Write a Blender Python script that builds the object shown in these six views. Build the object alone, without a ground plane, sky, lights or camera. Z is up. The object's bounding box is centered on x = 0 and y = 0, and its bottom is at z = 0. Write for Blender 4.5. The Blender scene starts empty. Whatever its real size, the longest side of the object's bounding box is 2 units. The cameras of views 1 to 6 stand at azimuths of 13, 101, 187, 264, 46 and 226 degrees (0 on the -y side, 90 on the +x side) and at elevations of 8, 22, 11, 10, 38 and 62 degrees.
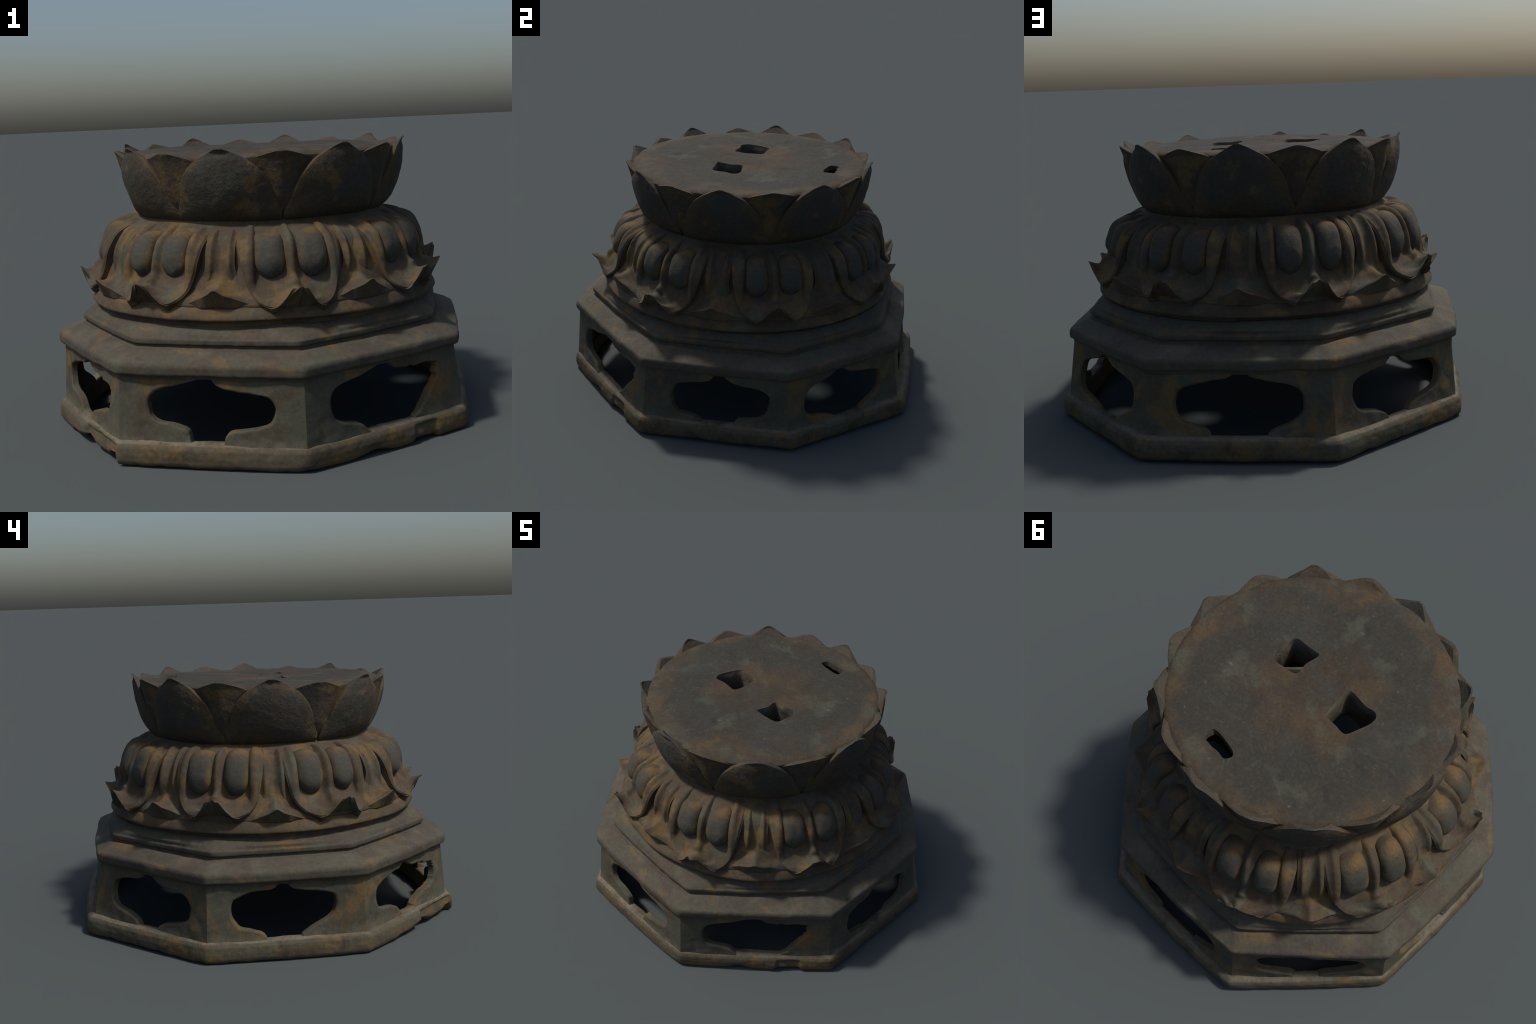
"""Weathered cast-bronze lotus pedestal: octagonal pierced base, stepped cornice,
round bead, ring of down-turned double-lobed lotus petals, up-turned lotus cup
with a flat top pierced by three mortises."""
import bpy, math
import numpy as np

# ----------------------------------------------------------------- helpers
def smoothstep(a, b, x):
    t = np.clip((np.asarray(x, float) - a) / (b - a), 0, 1)
    return t * t * (3 - 2 * t)

def _hash(ix, iy, iz, seed):
    h = (ix * 374761393 + iy * 668265263 + iz * 2147483647 + seed * 974634777) & 0xFFFFFFFF
    h = ((h ^ (h >> 13)) * 1274126177) & 0xFFFFFFFF
    h = ((h ^ (h >> 16)) * 2246822519) & 0xFFFFFFFF
    return ((h ^ (h >> 15)) & 0xFFFF) / 32767.5 - 1.0

def vnoise(P, scale, seed=0):
    """smooth value noise in -1..1 at points P (..., 3)"""
    q = np.asarray(P, float) * scale + 57.3
    i = np.floor(q).astype(np.int64)
    f = q - i
    f = f * f * f * (f * (f * 6 - 15) + 10)
    out = 0
    for dx in (0, 1):
        for dy in (0, 1):
            for dz in (0, 1):
                w = (f[..., 0] if dx else 1 - f[..., 0]) * (f[..., 1] if dy else 1 - f[..., 1]) * (f[..., 2] if dz else 1 - f[..., 2])
                out = out + w * _hash(i[..., 0] + dx, i[..., 1] + dy, i[..., 2] + dz, seed)
    return out

def fbm(P, scale, octaves=3, seed=0):
    s, a = 0, 1.0
    for o in range(octaves):
        s = s + a * vnoise(P, scale * 2.03 ** o, seed + 11 * o)
        a *= 0.5
    return s

def catmull(pts, t):
    """uniform Catmull-Rom through pts (n, d) at t in 0..1"""
    p = np.asarray(pts, float)
    n = len(p) - 1
    x = np.clip(np.asarray(t, float), 0, 1) * n
    i = np.minimum(x.astype(int), n - 1)
    f = (x - i)[..., None]
    g = lambda k: p[np.clip(i + k, 0, n)]
    a, b, c, d = g(-1), g(0), g(1), g(2)
    return 0.5 * (2 * b + (c - a) * f + (2 * a - 5 * b + 4 * c - d) * f ** 2 + (3 * b - a - 3 * c + d) * f ** 3)

def polar(r, az_deg, z):
    a = np.radians(az_deg)
    return np.stack(np.broadcast_arrays(r * np.sin(a), -r * np.cos(a), z), -1)

def grid_normals(P, wrap0=False, wrap1=False):
    def diff(A, ax, wrap):
        if wrap:
            return np.roll(A, -1, ax) - np.roll(A, 1, ax)
        return np.gradient(A, axis=ax)
    n = np.cross(diff(P, 0, wrap0), diff(P, 1, wrap1))
    return n / np.maximum(np.linalg.norm(n, axis=-1, keepdims=True), 1e-9)

def roughen(P, N, amp=0.0025, seed=0):
    d = amp * (fbm(P, 5, 2, seed) * 0.9 + fbm(P, 22, 2, seed + 3) * 0.45)
    return P + N * d[..., None]

def grid_faces(n0, n1, wrap0=False, wrap1=False, flip=False, base=0):
    i = np.arange(n0 if wrap0 else n0 - 1)
    j = np.arange(n1 if wrap1 else n1 - 1)
    I, J = np.meshgrid(i, j, indexing="ij")
    I2, J2 = (I + 1) % n0, (J + 1) % n1
    f = np.stack([I * n1 + J, I2 * n1 + J, I2 * n1 + J2, I * n1 + J2], -1).reshape(-1, 4) + base
    return f[:, ::-1] if flip else f

def make_object(name, verts, faces, material, parent=None, angle=40, closed=True):
    me = bpy.data.meshes.new(name)
    verts = np.asarray(verts, float).reshape(-1, 3)
    faces = [list(map(int, f)) for f in faces]
    tri = np.array([(f[0], f[k], f[k + 1]) for f in faces for k in range(1, len(f) - 1)])
    a, b, c = (verts[tri[:, k]] - verts.mean(0) for k in range(3))
    if closed and (a * np.cross(b, c)).sum() < 0:                 # make every skin face outwards
        faces = [f[::-1] for f in faces]
    me.from_pydata(verts.tolist(), [], faces)
    me.validate()
    me.polygons.foreach_set("use_smooth", [True] * len(me.polygons))
    if angle:
        me.set_sharp_from_angle(angle=math.radians(angle))
    me.materials.append(material)
    ob = bpy.data.objects.new(name, me)
    bpy.context.scene.collection.objects.link(ob)
    if parent:
        ob.parent = parent
    return ob

def slab(outer, inner, flip=False):
    """closed solid from two equal grids (outer skin, inner skin) joined by a rim"""
    n0, n1 = outer.shape[:2]
    V = np.concatenate([outer.reshape(-1, 3), inner.reshape(-1, 3)])
    m = n0 * n1
    F = [grid_faces(n0, n1), grid_faces(n0, n1, flip=True, base=m)]
    ring = [k * n1 for k in range(n0)] + [(n0 - 1) * n1 + k for k in range(1, n1)] + \
           [k * n1 + n1 - 1 for k in range(n0 - 2, -1, -1)] + [k for k in range(n1 - 2, 0, -1)]
    a = np.array(ring)
    b = np.roll(a, -1)
    F.append(np.stack([b, a, a + m, b + m], -1))
    F = np.concatenate(F)
    return V, (F[:, ::-1] if flip else F)

# ----------------------------------------------------------------- materials
def node(nt, kind, **kw):
    n = nt.nodes.new(kind)
    for k, v in kw.items():
        if k.startswith("in_"):
            n.inputs[k[3:].replace("_", " ")].default_value = v
        else:
            setattr(n, k, v)
    return n

class Mat:
    """patinated bronze: layered blotches, rust, verdigris grey, fine grain"""
    def __init__(self, name, base, rough=0.82):
        self.m = bpy.data.materials.new(name)
        self.m.use_nodes = True
        nt = self.nt = self.m.node_tree
        self.bsdf = nt.nodes["Principled BSDF"]
        self.bsdf.inputs["Roughness"].default_value = rough
        self.bsdf.inputs["Specular IOR Level"].default_value = 0.18
        self.tc = node(nt, "ShaderNodeTexCoord")
        self.geo = node(nt, "ShaderNodeNewGeometry")
        rgb = node(nt, "ShaderNodeRGB")
        rgb.outputs[0].default_value = (*base, 1)
        self.col = rgb.outputs[0]
        self.k = 0

    def coords(self, shift, stretch=(1, 1, 1)):
        mp = node(self.nt, "ShaderNodeMapping")
        mp.inputs["Location"].default_value = (shift * 3.17, shift * 1.91, shift * 2.3)
        mp.inputs["Scale"].default_value = stretch
        self.nt.links.new(self.tc.outputs["Object"], mp.inputs["Vector"])
        return mp.outputs[0]

    def noise(self, scale, detail=4, rough=0.55, stretch=(1, 1, 1), dist=0.0):
        self.k += 1
        n = node(self.nt, "ShaderNodeTexNoise")
        n.inputs["Scale"].default_value = scale
        n.inputs["Detail"].default_value = detail
        n.inputs["Roughness"].default_value = rough
        n.inputs["Distortion"].default_value = dist
        self.nt.links.new(self.coords(self.k, stretch), n.inputs["Vector"])
        return n.outputs["Fac"]

    def ramp(self, fac, lo, hi, amount=1.0):
        r = node(self.nt, "ShaderNodeMapRange", interpolation_type="SMOOTHSTEP")
        r.inputs["From Min"].default_value = lo
        r.inputs["From Max"].default_value = hi
        r.inputs["To Max"].default_value = amount
        self.nt.links.new(fac, r.inputs["Value"])
        return r.outputs[0]

    def math(self, op, a, b):
        n = node(self.nt, "ShaderNodeMath", operation=op)
        for s, v in zip(n.inputs, (a, b)):
            if isinstance(v, (int, float)):
                s.default_value = v
            else:
                self.nt.links.new(v, s)
        return n.outputs[0]

    def mix(self, mask, color):
        n = node(self.nt, "ShaderNodeMix", data_type="RGBA")
        self.nt.links.new(mask, n.inputs["Factor"])
        self.nt.links.new(self.col, n.inputs["A"])
        n.inputs["B"].default_value = (*color, 1)
        self.col = n.outputs["Result"]
        return self

    def blotch(self, color, scale, lo, hi, amount=1.0, mask=None, detail=5, rough=0.6, stretch=(1, 1, 1), dist=0.3):
        f = self.ramp(self.noise(scale, detail, rough, stretch, dist), lo, hi, amount)
        if mask is not None:
            f = self.math("MULTIPLY", f, mask)
        return self.mix(f, color)

    def grain(self, scale=70, depth=0.35):
        f = self.ramp(self.noise(scale, 4, 0.65), 0.3, 0.72, 1.0)
        v = self.math("ADD", self.math("MULTIPLY", f, depth), 1 - depth / 2)
        n = node(self.nt, "ShaderNodeVectorMath", operation="SCALE")
        self.nt.links.new(self.col, n.inputs[0])
        self.nt.links.new(v, n.inputs["Scale"])
        self.col = n.outputs[0]
        return self

    def height(self):
        s = node(self.nt, "ShaderNodeSeparateXYZ")
        self.nt.links.new(self.tc.outputs["Object"], s.inputs[0])
        return s.outputs

    def up(self, lo=0.55, hi=0.95):
        s = node(self.nt, "ShaderNodeSeparateXYZ")
        self.nt.links.new(self.geo.outputs["Normal"], s.inputs[0])
        return self.ramp(s.outputs["Z"], lo, hi)

    def finish(self, bump=0.25, fine=110, coarse=28):
        nt = self.nt
        nt.links.new(self.col, self.bsdf.inputs["Base Color"])
        h = self.math("ADD", self.math("MULTIPLY", self.noise(fine, 3, 0.6), 0.4), self.math("MULTIPLY", self.noise(coarse, 4, 0.6), 0.9))
        b = node(nt, "ShaderNodeBump")
        b.inputs["Strength"].default_value = bump
        b.inputs["Distance"].default_value = 0.012
        nt.links.new(h, b.inputs["Height"])
        nt.links.new(b.outputs[0], self.bsdf.inputs["Normal"])
        return self.m

SLATE = (0.041, 0.041, 0.034)
UMBER = (0.050, 0.037, 0.026)
BROWN = (0.063, 0.047, 0.031)
OCHRE = (0.120, 0.078, 0.033)
RUST = (0.092, 0.052, 0.026)
SAGE = (0.070, 0.070, 0.051)
PLUM = (0.055, 0.043, 0.036)
DUST = (0.135, 0.120, 0.089)
GOLD = (0.098, 0.070, 0.024)

def mat_petal():
    m = Mat("bronze_petal", BROWN)
    m.blotch(SAGE, 5, 0.47, 0.60, 0.8).blotch(OCHRE, 6.5, 0.48, 0.61, 0.75).blotch(PLUM, 8, 0.55, 0.68, 0.6)
    m.blotch(RUST, 14, 0.60, 0.70, 0.6).blotch(SAGE, 17, 0.6, 0.7, 0.5).blotch(SLATE, 9, 0.60, 0.72, 0.5).grain(60, 0.25)
    return m.finish(0.14)

def mat_boss():
    m = Mat("bronze_boss", (0.051, 0.049, 0.040))
    xyz = m.height()
    rim = m.ramp(m.math("ADD", m.math("MULTIPLY", xyz["Y"], 6.5), m.math("MULTIPLY", m.noise(9, 4), 1.1)), 0.78, 1.35)
    side = m.math("MULTIPLY", m.math("ABSOLUTE", xyz["X"], 0.0), 17.0)
    rim = m.math("MAXIMUM", rim, m.ramp(m.math("ADD", side, m.math("MULTIPLY", m.noise(13, 4), 0.7)), 0.95, 1.32))
    m.mix(rim, BROWN).blotch(BROWN, 10, 0.50, 0.66, 0.45)
    m.blotch(OCHRE, 8, 0.42, 0.62, 0.9, rim).blotch(SAGE, 12, 0.55, 0.7, 0.35).grain(75, 0.26)
    return m.finish(0.21)

def worn_rim(m, z):
    """the rubbed upper edge shares the tone of the flat top"""
    edge = m.ramp(m.math("ADD", z, m.math("MULTIPLY", m.noise(14, 3), 0.03)), 1.268, 1.288)
    m.mix(m.math("MULTIPLY", edge, 0.85), (0.052, 0.044, 0.033))

def mat_cup_petal():
    m = Mat("bronze_cup_petal", (0.043, 0.042, 0.035))
    xyz = m.height()
    low = m.ramp(xyz["Z"], 1.10, 1.0)
    m.blotch(UMBER, 6, 0.40, 0.6, 0.75).blotch((0.062, 0.046, 0.024), 5, 0.42, 0.62, 0.8, low)
    m.blotch(OCHRE, 7, 0.57, 0.68, 0.65).blotch(SAGE, 8, 0.58, 0.7, 0.45)
    # rust gathers along the petal edges, where neighbours meet
    az = m.math("MULTIPLY", m.math("ARCTAN2", xyz["X"], m.math("MULTIPLY", xyz["Y"], -1.0)), 180 / math.pi)
    off = m.math("ABSOLUTE", m.math("SUBTRACT", m.math("MODULO", m.math("ADD", az, 22.5 + 360.0), 45.0), 22.5), 0.0)
    half = m.math("SUBTRACT", 22.0, m.math("MULTIPLY", m.math("SUBTRACT", xyz["Z"], 1.0), 46.0))
    edge = m.math("ADD", m.math("DIVIDE", off, half), m.math("MULTIPLY", m.math("SUBTRACT", m.noise(7, 4), 0.5), 0.9))
    m.mix(m.ramp(edge, 0.72, 1.02, 0.6), (0.078, 0.054, 0.027))
    worn_rim(m, xyz["Z"])
    m.grain(60, 0.29)
    return m.finish(0.40, 110, 45)

def mat_cup_keel():
    m = Mat("bronze_cup_keel", UMBER)
    m.blotch(OCHRE, 6, 0.46, 0.62, 0.75).blotch(SLATE, 7, 0.48, 0.62, 0.7).blotch(GOLD, 9, 0.52, 0.66, 0.7)
    m.blotch(SAGE, 10, 0.6, 0.7, 0.4)
    worn_rim(m, m.height()["Z"])
    m.grain(60, 0.29)
    return m.finish(0.40, 110, 45)

def mat_top():
    m = Mat("bronze_top", (0.036, 0.033, 0.026))
    ln = node(m.nt, "ShaderNodeVectorMath", operation="LENGTH")
    m.nt.links.new(m.coords(0, (1, 1, 0)), ln.inputs[0])
    rad = ln.outputs["Value"]
    wob = m.math("ADD", rad, m.math("MULTIPLY", m.math("SUBTRACT", m.noise(3.2, 4), 0.5), 0.55))
    mid = m.ramp(wob, 0.34, 0.20)
    rim = m.ramp(wob, 0.52, 0.60)
    m.mix(mid, (0.043, 0.033, 0.023))
    m.blotch((0.066, 0.044, 0.024), 4.2, 0.47, 0.60, 0.75, mid)
    m.blotch((0.054, 0.041, 0.028), 4, 0.54, 0.66, 0.45)
    m.mix(m.math("MULTIPLY", rim, 0.6), (0.055, 0.041, 0.026))
    m.blotch((0.080, 0.053, 0.026), 6, 0.48, 0.62, 0.6, rim).blotch(SAGE, 7, 0.52, 0.66, 0.5)
    m.blotch(SLATE, 5, 0.52, 0.66, 0.55).blotch((0.15, 0.125, 0.11), 19, 0.66, 0.76, 0.6).blotch((0.070, 0.066, 0.058), 60, 0.56, 0.70, 0.5).grain(65, 0.29)
    return m.finish(0.24, 130, 55)

def mat_mortise():
    m = Mat("pale_mortise", (0.095, 0.086, 0.064))  # paler beige base colour on the hole walls
    m.blotch(BROWN, 9, 0.45, 0.62, 0.7).blotch(SLATE, 14, 0.55, 0.68, 0.6).grain(60, 0.3)
    return m.finish(0.3)

def mat_ledge():
    m = Mat("bronze_ledge", (0.064, 0.056, 0.042))
    m.blotch(SAGE, 4, 0.44, 0.62, 0.7, stretch=(1, 1, 1.6)).blotch(OCHRE, 6, 0.53, 0.66, 0.7, stretch=(1, 1, 2.5))
    m.blotch(PLUM, 5, 0.5, 0.64, 0.7).blotch(UMBER, 9, 0.58, 0.7, 0.6)
    m.blotch(DUST, 7, 0.45, 0.7, 0.30, m.up(0.7, 0.98)).grain(60, 0.23)
    return m.finish(0.15)

def mat_bead():
    m = Mat("bronze_bead", BROWN)
    m.blotch(OCHRE, 5, 0.45, 0.62, 0.75, stretch=(1, 1, 2)).blotch(SAGE, 6, 0.5, 0.64, 0.7).blotch(PLUM, 8, 0.54, 0.66, 0.6).grain(60, 0.23)
    return m.finish(0.13)

def mat_wall():
    m = Mat("bronze_wall", (0.068, 0.066, 0.047))
    m.blotch(BROWN, 4.5, 0.46, 0.6, 0.7).blotch(OCHRE, 5, 0.50, 0.62, 0.85, stretch=(1, 1, 0.6)).blotch((0.050, 0.056, 0.042), 7, 0.52, 0.64, 0.6).blotch(SLATE, 6, 0.55, 0.68, 0.6)
    m.blotch(RUST, 13, 0.62, 0.72, 0.5)
    z = m.height()["Z"]
    m.blotch(DUST, 12, 0.35, 0.62, 0.6, m.ramp(z, 0.15, 0.095)).grain(60, 0.26)
    return m.finish(0.17)

def mat_plinth():
    m = Mat("bronze_plinth", (0.074, 0.063, 0.042))
    m.blotch(OCHRE, 5, 0.47, 0.62, 0.8, stretch=(1, 1, 1.5)).blotch(SAGE, 5, 0.5, 0.64, 0.7).blotch(UMBER, 8, 0.53, 0.66, 0.8)
    m.blotch(GOLD, 14, 0.56, 0.66, 0.7)
    m.blotch((0.150, 0.132, 0.098), 6, 0.34, 0.60, 0.8, m.up(0.72, 0.97)).grain(55, 0.29)
    return m.finish(0.21)

M = {k: f() for k, f in dict(petal=mat_petal, boss=mat_boss, cup=mat_cup_petal, keel=mat_cup_keel, top=mat_top, mortise=mat_mortise,
                             ledge=mat_ledge, bead=mat_bead, wall=mat_wall, plinth=mat_plinth).items()}

# ----------------------------------------------------------------- hierarchy
root = bpy.data.objects.new("lotus_pedestal", None)
bpy.context.scene.collection.objects.link(root)
root["label"] = "weathered bronze lotus pedestal on a pierced octagonal base"
root["category"] = "statue base"

def group(name):
    g = bpy.data.objects.new(name, None)
    bpy.context.scene.collection.objects.link(g)
    g.parent = root
    return g

# ----------------------------------------------------------------- octagon rings
NT = 960
TH = np.arange(NT) * 360 / NT - 180
AZ = np.array([20.4, 69.4, 114.8, 156.7, -156.1, -111.9, -67.3, -25.3])     # corner azimuths
R_PLINTH = np.array([1.042, 1.044, 1.045, 1.076, 1.055, 1.037, 1.044, 1.084])
R_WALL_LO = np.array([1.025, 1.011, 1.016, 1.024, 1.010, 1.010, 1.011, 1.042])
R_WALL_HI = np.array([1.004, 0.979, 0.974, 0.982, 0.964, 0.986, 0.993, 1.013])
R_RIM = np.array([1.025, 1.009, 0.996, 0.998, 0.982, 1.013, 1.020, 1.040])
R_TIER = np.array([0.926, 0.893, 0.888, 0.891, 0.887, 0.899, 0.896, 0.922])

BOW = np.array([0.014, 0.012, 0.008, 0.008, 0.016, 0.008, 0.012, 0.010])   # outward bow of each side

def corners(R):
    return polar(R, AZ, 0)[:, :2]

def octagon(R, sigma=0.45):
    """radius of the octagon outline at every azimuth, corners eased by sigma degrees"""
    c = corners(R)
    d = polar(1.0, TH, 0)[:, :2]
    r = np.full(NT, np.inf)
    for i in range(8):
        a, b = c[i - 1], c[i]
        n = np.array([b[1] - a[1], a[0] - b[0]])
        k = (a @ n) / (d @ n)
        k[k <= 0] = np.inf
        t = ((d * np.where(np.isinf(k), 0, k)[:, None] - a) @ (b - a)) / ((b - a) @ (b - a))
        r = np.minimum(r, k + BOW[i] * 4 * np.clip(t * (1 - t), 0, 0.25))
    if sigma:
        s = max(1, sigma * NT / 360)
        x = np.arange(-int(4 * s), int(4 * s) + 1)
        w = np.exp(-0.5 * (x / s) ** 2)
        w /= w.sum()
        r = np.convolve(np.concatenate([r[-len(x):], r, r[:len(x)]]), w, "same")[len(x):-len(x)]
    return r

def ring(name, profile, material, closed=True, step=0.006, ease=2, amp=0.002, seed=1, parent=None, deform=None, angle=40):
    """revolve a section; each profile entry is (radius array or number, z)"""
    rows = [(np.broadcast_to(np.asarray(r, float), (NT,)), np.broadcast_to(np.asarray(z, float), (NT,))) for r, z in profile]
    if closed:
        rows.append(rows[0])
    R, Z = [], []
    for (r0, z0), (r1, z1) in zip(rows, rows[1:]):
        n = max(1, int(np.ceil(np.hypot((r1 - r0).mean(), (z1 - z0).mean()) / step)))
        n = min(n, 14)
        for k in range(n):
            R.append(r0 + (r1 - r0) * k / n)
            Z.append(z0 + (z1 - z0) * k / n)
    if not closed:
        R.append(rows[-1][0])
        Z.append(rows[-1][1])
    R, Z = np.array(R), np.array(Z)
    for _ in range(ease):
        for A in (R, Z):
            B = (np.roll(A, 1, 0) + 2 * A + np.roll(A, -1, 0)) / 4
            if closed:
                A[:] = B
            else:
                A[1:-1] = B[1:-1]
    P = polar(R, TH[None, :], Z)
    if deform:
        P = deform(P, np.broadcast_to(TH[None, :], R.shape))
    N = grid_normals(P, closed, True)
    P = roughen(P, N, amp, seed)
    n0, n1 = P.shape[:2]
    return make_object(name, P, grid_faces(n0, n1, closed, True), material, parent or root, angle)

# plinth, with the broken patches along its lower edge
def edge_coord(th, az):
    return np.tan(np.radians((th - az + 180) % 360 - 180)) * 0.965

def chip_plinth(P, th):
    P = P.copy()
    z = P[..., 2]
    r = np.hypot(P[..., 0], P[..., 1])
    outer = smoothstep(0.925, 0.95, r * np.cos(np.radians((th - np.round(th / 45) * 45))))
    u, w = edge_coord(th, -45), np.abs((th + 45 + 180) % 360 - 180) < 26
    cut = (0.021 + 0.007 * vnoise(P, 16, 14)) * smoothstep(0.02, 0.06, u) * (1 - smoothstep(0.335, 0.365, u)) * w * smoothstep(0.103, 0.078, z)
    lift = 0.030 * np.exp(-((u - 0.04) / 0.06) ** 2) * w + 0.016 * w * smoothstep(-0.30, -0.05, u) * (1 - smoothstep(0.33, 0.365, u))
    lift = lift + 0.024 * smoothstep(0.26, 0.32, u) * w * (1 - smoothstep(0.345, 0.365, u))
    u2, w2 = edge_coord(th, 45), np.abs((th - 45 + 180) % 360 - 180) < 26
    cut = cut + (0.010 + 0.006 * vnoise(P, 25, 8)) * smoothstep(0.108, 0.134, u2) * (1 - smoothstep(0.240, 0.268, u2)) * w2 * smoothstep(0.092, 0.070, z)
    cut = cut + 0.010 * np.exp(-((u2 + 0.10) / 0.05) ** 2) * w2 * smoothstep(0.06, 0.03, z)
    lift = lift + (0.012 * smoothstep(0.09, 0.12, u2) * (1 - smoothstep(0.25, 0.27, u2)) + 0.016 * np.exp(-((u2 + 0.09) / 0.06) ** 2)) * w2
    wave = 0.005 * np.clip(-np.cos(np.radians(th + 10)) + 0.3, 0, 1) + 0.006 * np.clip(vnoise(P * [1, 1, 0], 7, 5) + 0.15, 0, 1) + 0.004 * np.clip(vnoise(P * [1, 1, 0], 21, 6), 0, 1)
    k = 1 - cut * outer / r
    P[..., 0] *= k
    P[..., 1] *= k
    P[..., 2] = z + (lift + wave) * smoothstep(0.06, 0.0, z)
    return P

pl = octagon(R_PLINTH)
ring("plinth", [(pl - 0.072, 0.002), (pl - 0.014, 0.0), (pl - 0.004, 0.008), (pl + 0.001, 0.022), (pl + 0.002, 0.05), (pl - 0.002, 0.080), (pl - 0.012, 0.094),
                (pl - 0.034, 0.104), (pl - 0.062, 0.103), (pl - 0.072, 0.095)], M["plinth"], amp=0.004, seed=3, deform=chip_plinth, step=0.0055, ease=1)

# cornice and stepped tier
wl, rim, tier = octagon(R_WALL_HI), octagon(R_RIM, 0.5), octagon(R_TIER, 0.7)
ring("cornice", [(wl - 0.16, 0.372), (wl - 0.02, 0.366), (wl + 0.004, 0.366), (wl + 0.006, 0.378), (rim - 0.006, 0.381), (rim, 0.388), (rim + 0.001, 0.418),
                 (rim - 0.005, 0.431), (rim - 0.045, 0.450), (tier + 0.014, 0.469), (tier - 0.05, 0.472), (wl - 0.16, 0.45)],
     M["ledge"], ease=1, amp=0.004, seed=7)
ring("stepped_tier", [(tier - 0.12, 0.45), (tier + 0.006, 0.455), (tier + 0.002, 0.470), (tier - 0.008, 0.474), (tier - 0.009, 0.486), (tier + 0.002, 0.490), (tier + 0.002, 0.510),
                      (tier - 0.006, 0.516), (0.6 * tier + 0.4 * 0.83, 0.532), (0.25 * tier + 0.75 * 0.815, 0.550), (0.806, 0.568), (0.74, 0.570), (0.74, 0.45)],
     M["ledge"], ease=1, step=0.005, amp=0.004, seed=9)

CX, CY = -0.004, -0.012   # the round upper parts sit a little towards the front
def shift(P, th):
    up = 0.016 * np.clip(np.cos(np.radians(th + 115)), 0, 1) * smoothstep(0.88, 0.93, P[..., 2]) * (1 - smoothstep(0.96, 0.98, P[..., 2]))
    return P + np.array([CX, CY, 0.0]) + up[..., None] * np.array([0, 0, 1.0])

ring("bead_ring", [(0.74, 0.540), (0.806, 0.540), (0.806, 0.584), (0.832, 0.584), (0.840, 0.590), (0.836, 0.605), (0.822, 0.630), (0.806, 0.648), (0.74, 0.655)],
     M["bead"], ease=1, amp=0.003, seed=12, deform=shift)

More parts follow.
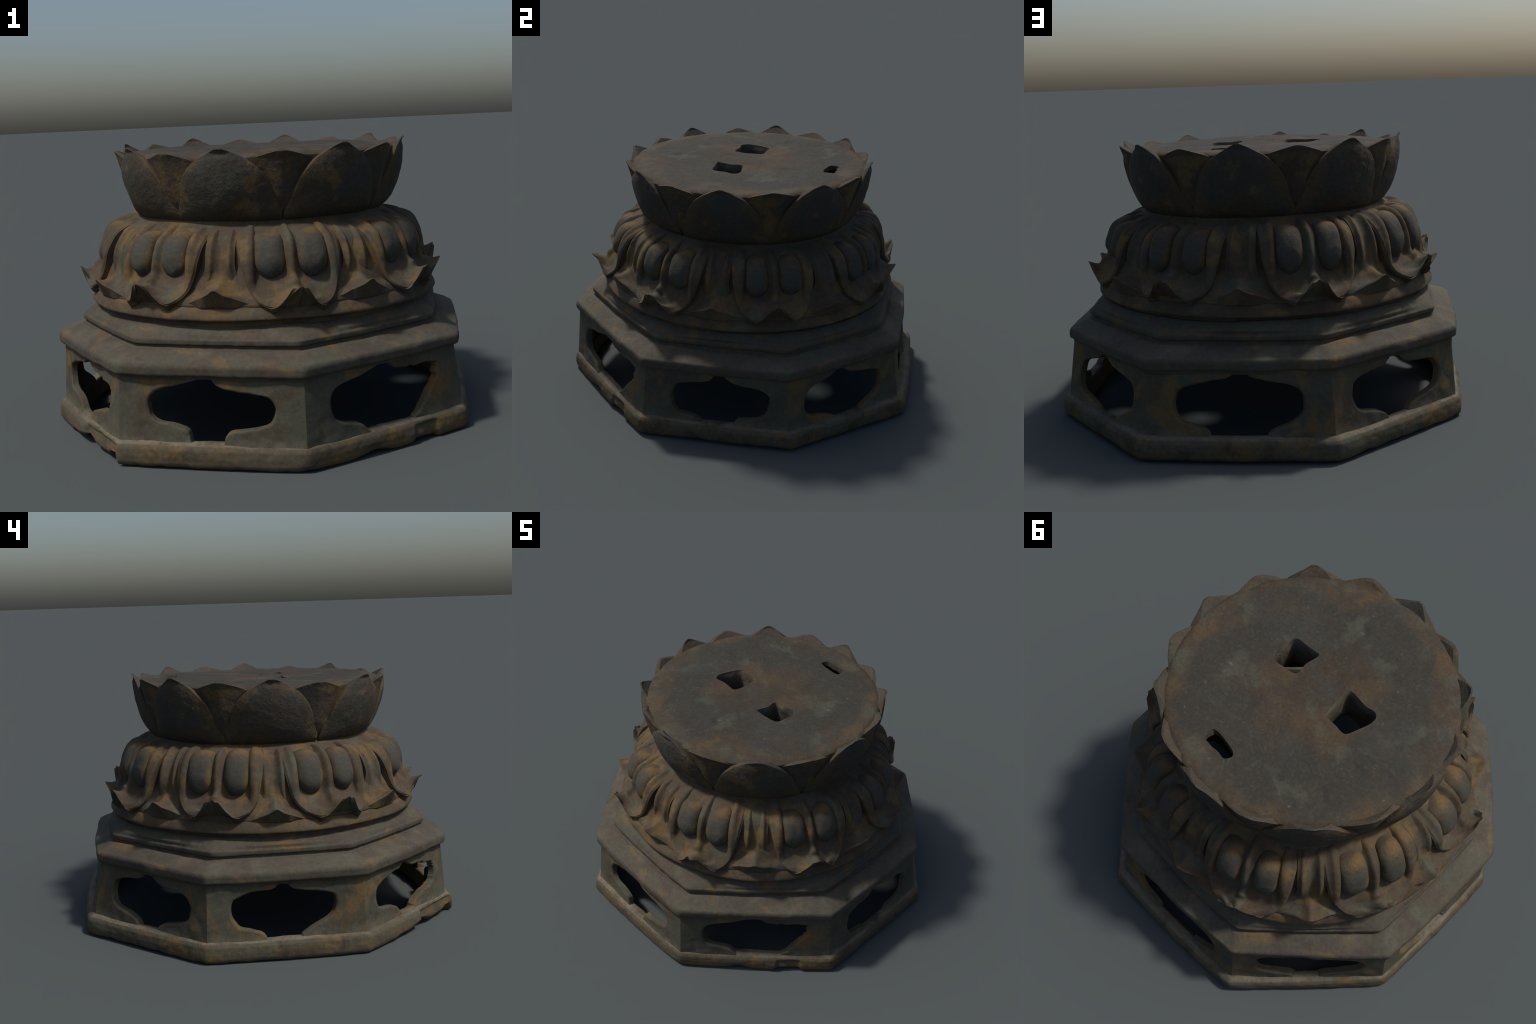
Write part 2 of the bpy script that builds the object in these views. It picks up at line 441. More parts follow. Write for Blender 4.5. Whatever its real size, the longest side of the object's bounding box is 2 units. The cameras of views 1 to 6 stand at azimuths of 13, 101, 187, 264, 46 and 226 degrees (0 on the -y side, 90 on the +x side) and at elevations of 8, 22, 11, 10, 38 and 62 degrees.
# ----------------------------------------------------------------- pierced wall: eight panels
# outline of each cartouche opening, (along the wall, height), clockwise from the ogee point
OPENINGS = {
    0: (-3, [(-.008, .386), (.03, .358), (.066, .343), (.14, .330), (.224, .315), (.268, .288), (.284, .249), (.272, .208), (.247, .183), (.18, .168), (.107, .156), (.074, .135), (.058, .092),
             (0, .098), (-.064, .100), (-.078, .135), (-.093, .156), (-.15, .174), (-.221, .186), (-.255, .215), (-.262, .271), (-.234, .323), (-.18, .343), (-.117, .357), (-.05, .372)]),
    1: (45, [(-.016, .382), (.05, .352), (.12, .343), (.206, .340), (.262, .340), (.296, .315), (.290, .270), (.262, .225), (.215, .180), (.172, .135), (.140, .098), (.118, .080),
             (.02, .080), (-.09, .085), (-.115, .105), (-.14, .132), (-.175, .149), (-.24, .165), (-.282, .19), (-.300, .251), (-.285, .30), (-.241, .336), (-.17, .348), (-.10, .360), (-.05, .372)]),
    2: (90, [(.045, .378), (.07, .370), (.095, .358), (.16, .340), (.24, .330), (.278, .318), (.308, .285), (.318, .247), (.301, .181), (.26, .155), (.20, .146), (.157, .137), (.138, .115), (.125, .082),
             (.05, .078), (-.023, .078), (-.040, .105), (-.060, .122), (-.11, .136), (-.167, .145), (-.195, .18), (-.203, .227), (-.195, .27), (-.179, .298), (-.14, .320), (-.08, .330), (-.012, .342), (.02, .362)]),
    3: (135, [(-.02, .375), (.03, .352), (.12, .336), (.212, .318), (.248, .285), (.261, .249), (.25, .20), (.226, .170), (.16, .135), (.115, .105), (.100, .082),
              (.03, .080), (-.031, .085), (-.055, .105), (-.085, .122), (-.15, .140), (-.216, .155), (-.245, .19), (-.25, .234), (-.23, .285), (-.188, .325), (-.12, .342), (-.06, .356)]),
    4: (180, [(.008, .389), (.030, .374), (.055, .362), (.12, .350), (.203, .338), (.26, .30), (.280, .245), (.268, .195), (.227, .162), (.17, .138), (.131, .118), (.118, .10), (.109, .080),
              (0, .076), (-.114, .078), (-.125, .105), (-.140, .128), (-.19, .148), (-.248, .166), (-.276, .20), (-.283, .240), (-.272, .285), (-.245, .314), (-.16, .342), (-.08, .355), (-.035, .366), (-.012, .380)]),
    5: (-135, [(.010, .382), (.05, .360), (.10, .338), (.20, .328), (.255, .310), (.285, .270), (.290, .235), (.262, .180), (.20, .158), (.12, .140), (.085, .118), (.06, .092),
               (.01, .088), (-.038, .092), (-.055, .115), (-.076, .137), (-.13, .158), (-.20, .172), (-.235, .205), (-.245, .256), (-.225, .312), (-.15, .338), (-.06, .352), (-.02, .366)]),
    6: (-90, [(-.007, .376), (.015, .362), (.039, .347), (.10, .339), (.174, .331), (.236, .300), (.250, .25), (.229, .203), (.181, .169), (.12, .138), (.085, .115), (.065, .088),
              (-.01, .088), (-.080, .092), (-.095, .112), (-.115, .132), (-.16, .150), (-.215, .162), (-.249, .200), (-.260, .244), (-.250, .290), (-.225, .322), (-.157, .347), (-.10, .350), (-.054, .353), (-.025, .365)]),
    7: (-45, [(-.020, .368), (.02, .345), (.09, .340), (.165, .328), (.222, .305), (.247, .276), (.248, .235), (.228, .200), (.155, .178), (.076, .160), (.045, .148), (.028, .130), (.016, .114),
              (-.04, .112), (-.084, .116), (-.105, .138), (-.13, .160), (-.175, .172), (-.23, .178), (-.268, .192), (-.283, .235), (-.278, .285), (-.235, .322), (-.145, .344), (-.08, .352), (-.045, .362)]),
}
Z_LO, Z_HI, WALL_T = 0.07, 0.405, 0.034
wall = group("pierced_wall")
lo_c, hi_c = corners(R_WALL_LO), corners(R_WALL_HI)

def wall_point(face, u, z, depth, mid):
    """point of a panel: u along the wall from the foot of azimuth mid"""
    t = (z - 0.09) / (0.38 - 0.09)
    sc = 1 - depth / 0.93
    A = (lo_c[face - 1] + (hi_c[face - 1] - lo_c[face - 1]) * t[..., None]) * sc[..., None]
    B = (lo_c[face] + (hi_c[face] - lo_c[face]) * t[..., None]) * sc[..., None]
    d = np.array([math.sin(math.radians(mid)), -math.cos(math.radians(mid))])
    e = B - A
    L = np.linalg.norm(e, axis=-1)
    n = np.stack([e[..., 1], -e[..., 0]], -1)
    foot = d * ((A * n).sum(-1) / (n @ d))[..., None]
    s0 = ((foot - A) * e).sum(-1) / L
    return A, e / L[..., None], L, s0

def panel(face, mid, outline):
    """rows run from the opening's edge (t=0) to the panel's border (t=1)"""
    pts = np.array(outline + outline[:1])
    high = smoothstep(0.30, 0.325, pts[:, 1])
    cusp = np.exp(-((pts[:, 0] - pts[0, 0]) / 0.035) ** 2)
    pts[:, 1] += high * (0.006 * cusp - 0.014 * (1 - cusp))
    base = catmull(np.concatenate([pts[-3:-1], pts, pts[1:3]]), (np.arange(480) / 480 * (len(pts) - 1) + 2) / (len(pts) + 3))
    soft = (smoothstep(0.12, 0.15, base[:, 1]) * (1 - np.exp(-((base[:, 0] - pts[0, 0]) / 0.03) ** 2 * (base[:, 1] > 0.3))))[:, None]
    for _ in range(30):
        base = base + soft * 0.5 * ((np.roll(base, 1, 0) + np.roll(base, -1, 0)) / 2 - base)
    c0 = np.array([0.0, 0.235])
    zz = np.array([0.235])
    _, _, L, s0 = wall_point(face, 0, zz, np.zeros(1), mid)
    left, right = -s0[0], L[0] - s0[0]
    # border target: same direction from the centre, on the rectangle; snap the nearest samples to its corners
    d = base - c0
    d /= np.linalg.norm(d, axis=1, keepdims=True)
    kx = np.where(d[:, 0] > 0, right, -left) / np.maximum(np.abs(d[:, 0]), 1e-6)
    kz = np.where(d[:, 1] > 0, Z_HI - c0[1], c0[1] - Z_LO) / np.maximum(np.abs(d[:, 1]), 1e-6)
    border = c0 + d * np.minimum(kx, kz)[:, None]
    for cx in (left, right):
        for cz in (Z_LO, Z_HI):
            border[np.argmin(np.hypot(border[:, 0] - cx, border[:, 1] - cz))] = (cx, cz)
    T = np.array([0, .01, .03, .06, .10, .16, .24, .34, .46, .58, .70, .80, .88, .94, .975, 1.0])
    UV = base[None] + (border - base)[None] * T[:, None, None]
    wob = vnoise(np.concatenate([base * 1.0, np.full((480, 1), face * 3.0)], 1), 28, 4) * 0.003
    if face in (1, 7):
        wob = wob + 0.010 * fbm(np.concatenate([base, np.full((480, 1), 9.0)], 1), 34, 3, 61) * smoothstep(0.05, 0.16, base[:, 0])
    UV = UV + (d * wob[:, None])[None] * (1 - T)[:, None, None]
    frac = (UV[..., 0] - left) / (right - left)

    def skin(depth, ease):
        z = UV[..., 1]
        dep = np.full(z.shape, depth) + ease * (1 - smoothstep(0, 0.05, T))[:, None]
        A, e, L, s0 = wall_point(face, UV[..., 0], z, dep, mid)
        fr = np.clip(frac, 0, 1)
        xy = A + e * (fr * L)[..., None] + np.stack([e[..., 1], -e[..., 0]], -1) * (BOW[face] * 4 * fr * (1 - fr))[..., None]
        return np.concatenate([xy, z[..., None]], -1)

    outer, inner = skin(0.0, 0.005), skin(WALL_T, -0.005)
    N = polar(1.0, (mid), 0.0)
    keep = np.clip(np.minimum(frac, 1 - frac) * 12, 0, 1)[..., None]
    n = 0.004 * fbm(outer, 5, 2, 31) + 0.0022 * fbm(outer, 20, 2, 37)
    outer = outer + N * n[..., None] * keep
    inner = inner + N * (0.006 * fbm(inner, 6, 2, 41))[..., None] * keep
    rows = np.concatenate([outer[::-1], inner])            # border -> opening edge -> through -> inner border
    n0, n1 = rows.shape[:2]
    return make_object("panel", rows, grid_faces(n0, n1, False, True, flip=True), M["wall"], wall, 42, closed=False)

for f, (mid, outline) in OPENINGS.items():
    panel(f, mid, outline)

# ----------------------------------------------------------------- lower lotus
lotus = group("down_turned_lotus")
ring("lotus_core", [(0.55, 1.00), (0.585, 0.995), (0.590, 0.972), (0.604, 0.957), (0.64, 0.943), (0.69, 0.918), (0.716, 0.885), (0.730, 0.84), (0.738, 0.79),
                    (0.764, 0.74), (0.780, 0.70), (0.806, 0.675), (0.818, 0.64), (0.72, 0.635), (0.70, 0.75), (0.67, 0.85), (0.60, 0.91), (0.50, 0.95)],
     M["petal"], amp=0.003, seed=21, parent=lotus, deform=shift, step=0.008)

CENTRE = [(.588, .958), (.640, .946), (.700, .930), (.748, .902), (.776, .856), (.788, .812), (.793, .775), (.806, .748), (.826, .731), (.846, .726), (.864, .727), (.882, .734), (.896, .745)]
LOBE = [(.588, .958), (.640, .946), (.700, .930), (.748, .902), (.776, .856), (.787, .812), (.789, .772), (.797, .737), (.814, .708), (.836, .691), (.857, .688), (.877, .705), (.896, .745)]
EDGE = [(.586, .956), (.634, .942), (.690, .923), (.735, .892), (.764, .846), (.777, .803), (.781, .768), (.789, .738), (.804, .707), (.826, .679), (.852, .661), (.874, .682), (.896, .745)]
WIDTH = [18.5, 18.0, 17.4, 16.8, 16.2, 15.6, 15.0, 14.3, 13.1, 11.0, 7.9, 4.9, 2.0]

def shoulder(az, v):
    """the casting is fuller at the shoulder, most of all on the back left"""
    neck = 0.016 * np.clip(np.cos(np.radians(az + 115)), 0, 1) * (1 - smoothstep(0.1, 0.35, v))
    return neck + (-0.004 + 0.022 * np.clip(np.cos(np.radians(az + 130)), 0, 1)) * smoothstep(0.03, 0.2, v) * (1 - smoothstep(0.3, 0.6, v))

def petal_point(u, v, zlift=0.0, skew=0.0, wide=1.0, az=0.0):
    """skin of the double-lobed petal in local polar form: (azimuth offset, r, z)"""
    a = np.abs(u)
    wc = 1 - smoothstep(0.0, 0.52, a)
    we = smoothstep(0.62, 1.0, a)
    c, l, e = catmull(CENTRE, v), catmull(LOBE, v), catmull(EDGE, v)
    wc = wc + 0 * v
    rz = c * wc[..., None] + l * (1 - wc - we)[..., None] + e * we[..., None]
    th = u * catmull(np.array(WIDTH)[:, None], v)[..., 0] * wide + skew * smoothstep(0.5, 1.0, v)
    z = rz[..., 1] + 0.006 * smoothstep(0.85, 1.0, v) * wc + zlift * smoothstep(0.35, 0.85, v) + shoulder(az, v)
    return th, rz[..., 0] - 0.011 * smoothstep(0.12, 0.35, v) * (1 - 0.7 * smoothstep(0.75, 1.0, v) * wc) + 0.016 * we * smoothstep(0.12, 0.4, v) * (1 - smoothstep(0.75, 0.9, v)), z

def petal_relief(u, v, th):
    """flange, recess round the bosses and the mid ridge, along the normal"""
    v = v * 1.2
    fade = smoothstep(0.0, 0.12, v)
    inside = (1 - smoothstep(11.1, 12.1, np.abs(th))) * (1 - smoothstep(0.58, 0.78, v))
    rec = -0.017 * inside
    ridge = 0.027 * np.exp(-(np.abs(th) / 1.55) ** 2.6) * (1 - smoothstep(0.70, 0.92, v))
    tip = 0.008 * np.exp(-(th / 1.6) ** 2) * smoothstep(0.75, 0.95, v) * (1 - smoothstep(1.1, 1.2, v))
    flange = 0.010 * np.exp(-((np.abs(th) - 13.3) / 1.4) ** 2) * (1 - smoothstep(0.6, 0.85, v))
    return fade * (rec + ridge + tip + flange)

def steady(N, az, v):
    """towards a pointed tip the grid normals degenerate: ease them into one direction"""
    k = smoothstep(0.84, 0.94, v)[..., None]
    Q = N * (1 - k) + polar(0.5, az, 0.866) * k
    return Q / np.linalg.norm(Q, axis=-1, keepdims=True)

def lotus_petal(az, zlift, skew, tip_out, wide, seed):
    nu, nv = 91, 101
    u = np.sin(np.linspace(-1, 1, nu) * np.pi / 2 * 0.995)
    v = np.linspace(0.0, 1, nv)
    V, U = np.meshgrid(v, u, indexing="ij")
    th, r, z = petal_point(U, V, zlift, skew, wide, az)
    r = r + tip_out * smoothstep(0.7, 1, V) * np.exp(-(U / 0.35) ** 2)
    P = polar(r, th + az, z) + [CX, CY, 0]
    N = grid_normals(P)
    if (N[nv // 2, nu // 2] @ polar(1.0, az, 0.3)) < 0:
        N = -N
    N = steady(N, th + az, V)
    edge = np.minimum(1 - np.abs(U), 2 * (1 - V))
    drop = 0.007 * (1 - smoothstep(0, 0.05, edge))
    P1 = P + N * (petal_relief(U, V, th / wide) - drop)[..., None]
    P1 = roughen(P1, N, 0.0028, seed)
    thick = 0.045 - 0.020 * smoothstep(0.6, 1, V) + 0 * U
    rad = polar(1.0, th + az, 0.0)
    back = P - N * thick[..., None] - rad * (0.030 * smoothstep(0.55, 0.9, V))[..., None]
    inward = np.maximum(r - 0.808 - 0.5 * tip_out, 0.012)
    prow = P - rad * inward[..., None] - np.array([0, 0, 1.0]) * np.maximum(P[..., 2] - 0.652 - zlift, 0.014)[..., None]
    back = back + (prow - back) * (smoothstep(0.72, 0.92, V) * (1 - smoothstep(0.75, 1.0, np.abs(U)) * (1 - smoothstep(.85, .95, V))))[..., None]
    return make_object("lotus_petal", *slab(P1, back, flip=True), M["petal"], lotus, 50)

def petal_boss(parent, az, side, zlift, skew, wide, seed):
    """egg-shaped boss that follows the petal's curve"""
    nr, na = 22, 48
    rho = np.sin(np.linspace(0.0, 1.0, nr) * np.pi / 2)
    ang = np.arange(na) * 2 * np.pi / na
    RHO, ANG = np.meshgrid(rho, ang, indexing="ij")
    y = RHO * np.sin(ANG)
    x = RHO * np.cos(ANG)
    x = np.where(y > 0, np.sign(x) * np.minimum(np.abs(x) * (1 + 0.9 * y ** 2), 1.0), x)     # blunt upper end
    v = np.maximum(0.42 - np.where(y < 0, 0.235, 0.430) * y, 0.0) / 1.2
    plump = 1 + 0.07 * math.sin(seed * 2.4)
    th = side * (6.85 + 0.6 * np.clip(y, 0, 1)) + x * (4.9 - 0.1 * y) * plump
    half = catmull(np.array(WIDTH)[:, None], v)[..., 0]
    u = th / half
    tt, r, z = petal_point(u, v, zlift, skew, wide, az)
    P = polar(r, tt + az, z) + [CX, CY, 0]
    # normals by finite differences of the petal skin
    def at(du, dv):
        t2, r2, z2 = petal_point(u + du, v + dv, zlift, skew, wide, az)
        return polar(r2, t2 + az, z2)
    N = np.cross(at(.01, 0) - at(-.01, 0), at(0, -.01) - at(0, .01))
    N /= np.linalg.norm(N, axis=-1, keepdims=True)
    if N[0, 0] @ polar(1.0, az, 0.3) < 0:
        N = -N
    h = -0.030 + (0.046 + 0.004 * math.sin(seed * 1.7)) * np.sqrt(np.clip(1 - RHO ** 3.2, 0, 1))
    h = h + 0.004 * smoothstep(0.3, -0.7, y) * (1 - RHO)
    h = h - 0.016 * smoothstep(0.35, 0.9, y)
    P = P + N * h[..., None]
    P = roughen(P, N, 0.005, seed)
    o = P[0].mean(0)
    nz = N[0, 0]
    yx = polar(1.0, az + side * 6.9 + 90, 0.0)
    yx = yx - nz * (yx @ nz)
    yx /= np.linalg.norm(yx)
    yy = np.cross(nz, yx)
    B = np.stack([yx, yy, nz], 1)
    Q = (P - o) @ B
    verts = np.concatenate([Q[:1].mean(1).reshape(1, 3), Q[1:].reshape(-1, 3)])
    F = [[0, 1 + (k + 1) % na, 1 + k][::-1] for k in range(na)]
    F += (grid_faces(nr - 1, na, False, True) + 1).tolist()
    ob = make_object("petal_boss", verts, F, M["boss"], parent, 60)
    import mathutils
    mw = mathutils.Matrix([[*B[i], o[i]] for i in range(3)] + [[0, 0, 0, 1]])
    ob.matrix_local = mw
    return ob

# azimuth, height change of the lobes, skew of the tip, extra reach of the tip, width
PETALS = [(21.7, -0.018, 0.6, 0.022, 1.0), (67.3, -0.010, 0, 0.0, 1.0), (112.5, -0.006, 0, -0.005, 1.0), (157.0, 0.0, 0, -0.010, 1.0),
          (-157.2, -0.004, 0, -0.010, 1.0), (-112.8, 0.012, 0.5, -0.015, 1.03), (-71.5, -0.004, 3.0, 0.0, 1.0), (-24.0, -0.008, 0, 0.010, 1.0)]
for k, (az, zl, sk, out, wd) in enumerate(PETALS):
    p = lotus_petal(az, zl, sk, out, wd, 50 + k)
    for side in (-1, 1):
        petal_boss(p, az, side, zl, sk, wd, 70 + 3 * k + side)

S_MID = [(.586, .956), (.632, .942), (.684, .921), (.724, .888), (.748, .842), (.759, .797), (.766, .762), (.776, .737), (.797, .719), (.828, .707), (.866, .716)]
S_EDGE = [(.586, .956), (.632, .942), (.684, .921), (.724, .888), (.748, .842), (.758, .797), (.764, .757), (.771, .724), (.782, .695), (.800, .668), (.824, .648)]
S_WIDTH = [6.0, 5.6, 5.2, 5.0, 4.9, 5.0, 5.9, 7.6, 9.6, 11.0, 11.6]

def small_petal(az, zl, out, seed):
    nu, nv = 61, 81
    u, v = np.linspace(-1, 1, nu), np.linspace(0, 1, nv)
    V, U = np.meshgrid(v, u, indexing="ij")
    a = np.abs(U)
    w = np.clip(1.08 - np.sqrt(a ** 2 + 0.0064), 0, 1) ** 1.3
    rz = catmull(S_MID, V) * w[..., None] + catmull(S_EDGE, V) * (1 - w)[..., None]
    th = U * catmull(np.array(S_WIDTH)[:, None], V)[..., 0]
    r = rz[..., 0] + (out + 0.005) * smoothstep(0.75, 1, V) * w - 0.004 * smoothstep(0.12, 0.35, V) - 0.012 * smoothstep(0.45, 0.7, V) * smoothstep(0.15, 0.5, a)
    z = rz[..., 1] + zl * smoothstep(0.5, 1, V) + shoulder(az, V)
    P = polar(r, th + az, z) + [CX, CY, 0]
    N = grid_normals(P)
    if (N[nv // 2, nu // 2] @ polar(1.0, az, 0.3)) < 0:
        N = -N
    N = steady(N, th + az, V)
    rims = 0.014 * np.exp(-((np.abs(th) - 3.1 - 3.4 * smoothstep(0.5, 1.0, V)) / (1.15 + 1.2 * smoothstep(0.5, 0.9, V))) ** 2) * smoothstep(0.05, 0.2, V) * (1 - 0.9 * smoothstep(0.45, 1.0, V))
    chan = -0.010 * np.exp(-(th / 1.6) ** 2) * (1 - smoothstep(0.45, 0.8, V))
    keel = 0.012 * np.exp(-(th / 1.5) ** 2) * smoothstep(0.5, 0.9, V)
    drop = 0.005 * (1 - smoothstep(0, 0.04, 1 - V))
    P1 = roughen(P + N * (rims + chan + keel - drop)[..., None], N, 0.0026, seed)
    back = P - N * (0.045 - 0.027 * smoothstep(0.7, 1, V))[..., None]
    prow = P - polar(1.0, th + az, 0.0) * np.maximum(r - 0.824, 0.012)[..., None] - np.array([0, 0, 1.0]) * np.maximum(P[..., 2] - 0.640, 0.008)[..., None]
    back = back + (prow - back) * smoothstep(0.75, 0.95, V)[..., None]
    return make_object("filler_petal", *slab(P1, back, flip=True), M["petal"], lotus, 50)

for k, (az, zl, out) in enumerate([(-1.2, 0.0, 0.0), (44.5, 0.0, -0.010), (90, 0, -0.004), (134.8, 0, -0.004), (180, 0, -0.004), (-134.6, 0.0, -0.006), (-92, -0.012, 0.0), (-47, 0, 0.0)]):
    small_petal(az, zl, out, 110 + k)

# ----------------------------------------------------------------- upper lotus cup
cup = group("lotus_cup")
def tilt(P):
    """the cup leans a touch: back and left stand higher"""
    k = smoothstep(0.95, 1.2, P[..., 2])
    Q = P.copy()
    Q[..., 2] += k * (0.012 * P[..., 1] - 0.006 * P[..., 0])
    Q[..., 1] -= 0.019
    Q[..., 0] += 0.003
    return Q

BIG = [(.590, .975), (.616, .998), (.639, 1.030), (.660, 1.075), (.676, 1.125), (.687, 1.175), (.691, 1.215), (.693, 1.245), (.694, 1.266), (.696, 1.286), (.700, 1.301)]
BIG_W = [22.6, 22.5, 21.8, 19.8, 18.2, 16.0, 13.2, 10.2, 6.9, 3.6, 0.7]
KEEL = [(.580, .985), (.598, 1.002), (.618, 1.030), (.638, 1.070), (.652, 1.115), (.663, 1.160), (.671, 1.195), (.677, 1.220), (.684, 1.250), (.691, 1.270), (.698, 1.287)]
KEEL_W = [4.0, 4.5, 6.5, 8.5, 10.0, 12.0, 14.0, 14.6, 11.4, 6.2, 0.8]

def cup_petal(name, az, prof, widths, bulge, crease, zadd, material, seed, lip):
    nu, nv = 71, 81
    u = np.sin(np.linspace(-1, 1, nu) * np.pi / 2)
    v = np.linspace(0, 1, nv) 
    V, U = np.meshgrid(v, u, indexing="ij")
    rz = catmull(prof, V)
    th = U * catmull(np.array(widths)[:, None], V)[..., 0]
    z = rz[..., 1] + zadd * smoothstep(0.4, 1, V)
    r = rz[..., 0] - bulge * (np.abs(th) / 20) ** 1.8 * smoothstep(0.0, 0.35, V) - crease * smoothstep(0, 0.4, V) * (np.sqrt(th ** 2 + 0.4) - 0.6) / 12
    r = r - lip * 0.020 * smoothstep(0.55, 0.9, V) * (np.sqrt(th ** 2 + 1.0) - 1.0) / 10
    P = polar(r, th + az, z)
    N = polar(1.0, th + az, 0 * z)
    drop = 0.005 * (1 - smoothstep(0, 0.035, 1 - np.abs(U))) + 0.004 * (1 - smoothstep(0, .04, 1 - V))
    dimple = 0.007 * np.exp(-(th / 4.0) ** 2 - ((V - 0.86) / 0.07) ** 2) * lip
    d = 0.003 * fbm(P, 5, 2, seed) + 0.0012 * fbm(P, 30, 3, seed + 5)
    P1 = P + N * (d - drop - dimple)[..., None]
    rin = np.interp(z, [0.9, 1.19, 1.235, 1.262, 1.275, 1.29, 1.305], [0.54, 0.615, 0.635, 0.652, 0.666, 0.682, 0.695])
    rin = np.minimum(rin - 0.02 * (np.abs(th) / 12) ** 2 * (z > 1.2), r - 0.010)
    back = polar(rin, th + az, z)
    return make_object(name, *[tilt(x) if i == 0 else x for i, x in enumerate(slab(P1, back, flip=True))], material, cup, 48)

BIG_Z = [(-1.5, -.004), (44, 0), (90.5, 0), (135, .004), (180, .004), (-136, .006), (-91.5, .004), (-45.5, .002)]
for k, (az, dz) in enumerate(BIG_Z):
    cup_petal("cup_petal", az, BIG, BIG_W, 0.026, 0.0, dz, M["cup"], 140 + k, 1.0)
for k, (az, dz) in enumerate([(20.5, -.006), (67, -.004), (112.5, .003), (157.5, 0), (-158.5, .002), (-113.5, .003), (-71, -.004), (-24.5, -.006)]):
    cup_petal("cup_filler_petal", az, KEEL, KEEL_W, 0.0, 0.026, dz, M["keel"], 160 + k, 0.0)

# solid cup body and its flat top, with three mortises cut through
body_prof = [(0.0, 1.08), (0.30, 1.08), (0.52, 1.06), (0.545, 0.975), (0.580, 0.974), (0.597, 1.0), (0.615, 1.045), (0.628, 1.10), (0.638, 1.16), (0.646, 1.20), (0.652, 1.225), (0.660, 1.244), (0.660, 1.256), (0.652, 1.264), (0.634, 1.269),
             (0.60, 1.270), (0.45, 1.270), (0.30, 1.269), (0.15, 1.267), (0.0, 1.267)]
NB = 288
bp = np.array(body_prof)
seg = [bp[0]]
for a, b in zip(bp, bp[1:]):
    n = max(1, int(np.linalg.norm(b - a) / 0.014))
    seg += [a + (b - a) * k / n for k in range(1, n + 1)]
seg = np.array(seg)
thb = np.arange(NB) * 360 / NB
PB = polar(seg[1:-1, 0][:, None], thb[None], seg[1:-1, 1][:, None])
NBm = grid_normals(PB, False, True)
flat = smoothstep(1.22, 1.262, PB[..., 2])
def swell(P):
    """the plate is not quite flat: fuller at the front and back right, sunk by one mortise"""
    g = lambda x, y, s: np.exp(-((P[..., 0] - x) ** 2 + (P[..., 1] - y) ** 2) / s ** 2)
    return 0.014 * g(0.0, -0.36, 0.30) + 0.006 * g(-0.35, -0.1, 0.3) + 0.010 * g(0.2, 0.5, 0.25) - 0.007 * g(0.2, -0.06, 0.16) - 0.010 * g(0.5, 0.04, 0.22) + 0.008 * g(-0.5, 0.3, 0.2) - 0.012 * P[..., 1] + 0.006 * P[..., 0]
PB[..., 2] += flat * (swell(PB) * smoothstep(0.66, 0.55, np.hypot(PB[..., 0], PB[..., 1])) + 0.002 * vnoise(PB, 4, 9) + 0.0016 * fbm(PB, 26, 3, 19) - 0.005 * smoothstep(0.45, 0.8, vnoise(PB, 11, 23)))
PB = tilt(PB)
vb = np.concatenate([PB.reshape(-1, 3), [[0, -.01, 1.08]], tilt(np.array([[0.0, 0.0, 1.268]]))])
nb = len(seg) - 2
fb = grid_faces(nb, NB, False, True).tolist()
fb += [[nb * NB, (k + 1) % NB, k] for k in range(NB)]
fb += [[nb * NB + 1, (nb - 1) * NB + k, (nb - 1) * NB + (k + 1) % NB] for k in range(NB)]
body = make_object("cup_body", vb, fb, M["top"], cup, 0)

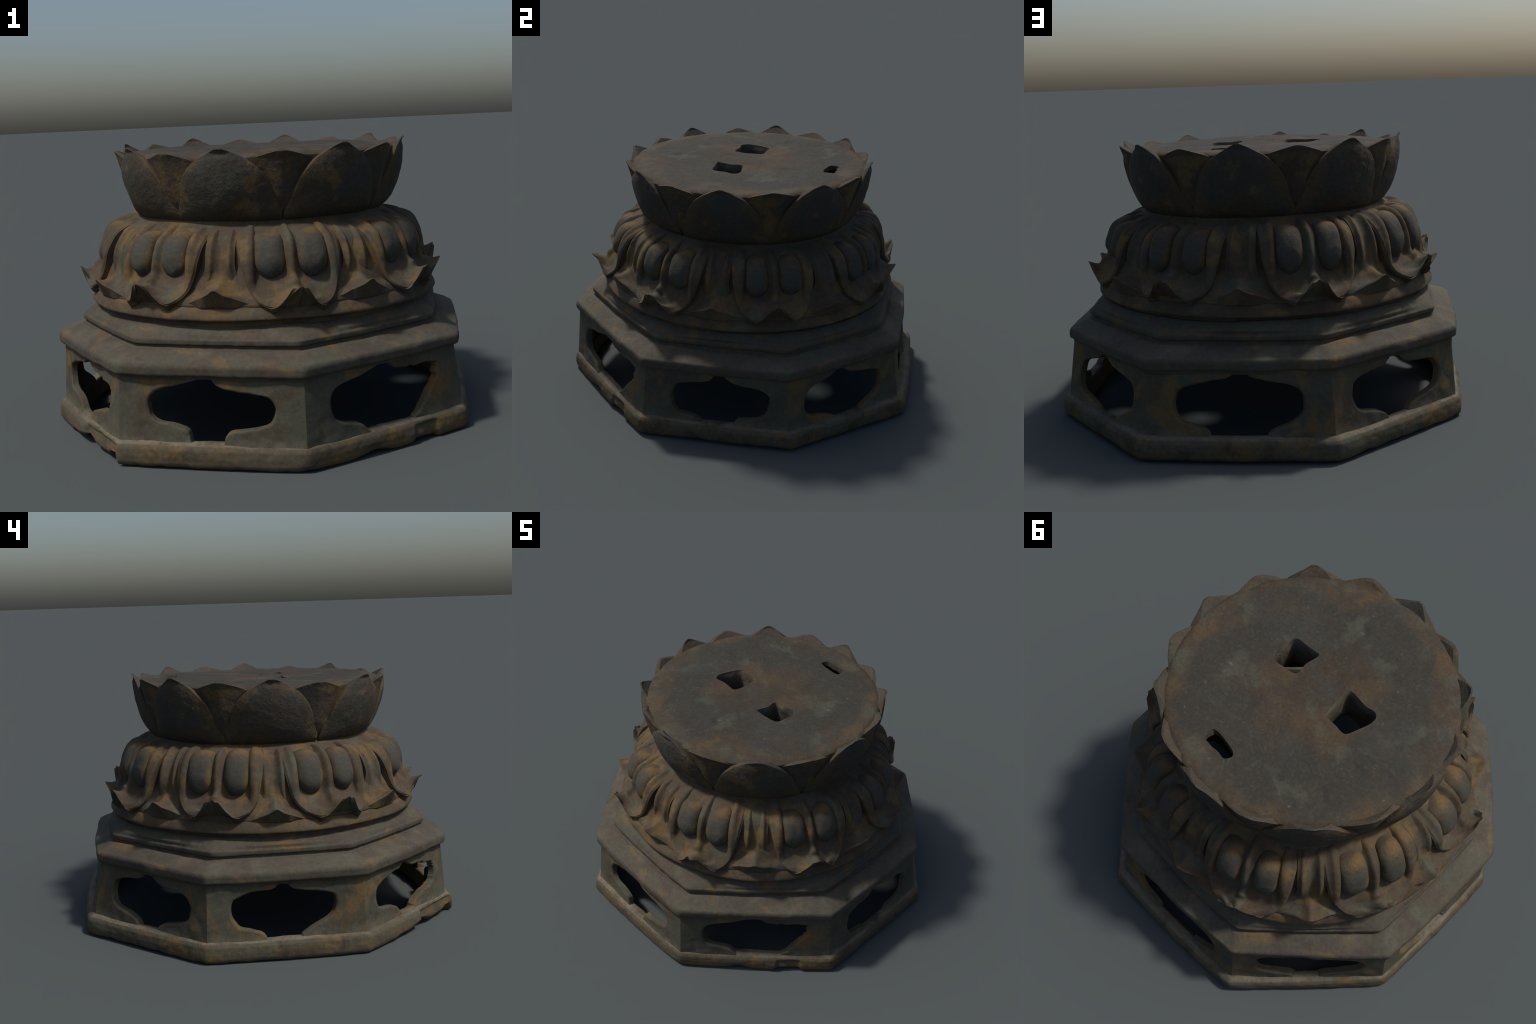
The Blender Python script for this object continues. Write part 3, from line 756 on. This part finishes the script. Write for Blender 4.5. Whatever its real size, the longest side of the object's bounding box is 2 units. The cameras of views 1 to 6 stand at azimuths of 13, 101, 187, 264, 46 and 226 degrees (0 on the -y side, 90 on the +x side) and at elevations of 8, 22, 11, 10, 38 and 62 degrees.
def mortise(outline, seed, taper, skin, flare=0.012):
    """vertical prism with a rounded hand-cut outline, used as a boolean cutter"""
    p = np.array(outline + outline[:1])
    n = 72
    c = catmull(np.concatenate([p[-3:-1], p, p[1:3]]), (np.arange(n) / n * (len(p) - 1) + 2) / (len(p) + 3))
    ctr = c.mean(0)
    rows = []
    for z in (0.90, 1.0, 1.08, 1.12, 1.16, 1.20, 1.23, 1.25, 1.262, 1.272, 1.282, 1.33):
        k = 1 + flare * 4 * smoothstep(1.25, 1.28, z) - taper * smoothstep(1.25, 1.21 if taper < 0 else 1.08, z)
        q = ctr + (c - ctr) * k
        q3 = np.concatenate([q, np.full((n, 1), z)], 1)
        q3[:, :2] += ((c - ctr) / np.linalg.norm(c - ctr, axis=1, keepdims=True)) * (0.010 * fbm(q3, 12, 3, seed))[:, None] * (1.0 if z < 1.26 else 0.45)
        rows.append(q3)
    P = np.array(rows)
    F = grid_faces(len(rows), n, False, True).tolist()
    F += [list(range(n))[::-1], [(len(rows) - 1) * n + k for k in range(n)]]
    return make_object("cutter", P, F, M[skin], None, 0)

HOLES = [
    ([(.118, -.165), (.125, -.10), (.120, -.035), (.17, -.022), (.235, -.020), (.268, -.040), (.270, -.10), (.262, -.160), (.20, -.172), (.14, -.175)], 3, 0.0, "mortise"),
    ([(-.290, -.100), (-.280, -.03), (-.250, .035), (-.20, .038), (-.14, .030), (-.118, .0), (-.112, -.06), (-.120, -.125), (-.165, -.128), (-.22, -.122), (-.265, -.125)], 5, 0.0, "mortise"),
    ([(.010, .462), (.030, .443), (.09, .432), (.140, .428), (.158, .440), (.150, .480), (.12, .488), (.06, .490), (.025, .492)], 7, -1.1, "keel")]  # dark keel bronze on the slot walls paints in its deep shade
for o, s, taper, skin in HOLES:
    cut = mortise(o, s, taper, skin)
    md = body.modifiers.new("mortise", "BOOLEAN")
    md.operation, md.solver, md.object = "DIFFERENCE", "EXACT", cut
    md.material_mode = "TRANSFER"
    bpy.context.view_layer.update()
    me = bpy.data.meshes.new_from_object(body.evaluated_get(bpy.context.evaluated_depsgraph_get()))
    body.modifiers.clear()
    body.data = me
    bpy.data.objects.remove(cut)
me = body.data
me.name = "cup_body"
me.polygons.foreach_set("use_smooth", [True] * len(me.polygons))
me.set_sharp_from_angle(angle=math.radians(40))
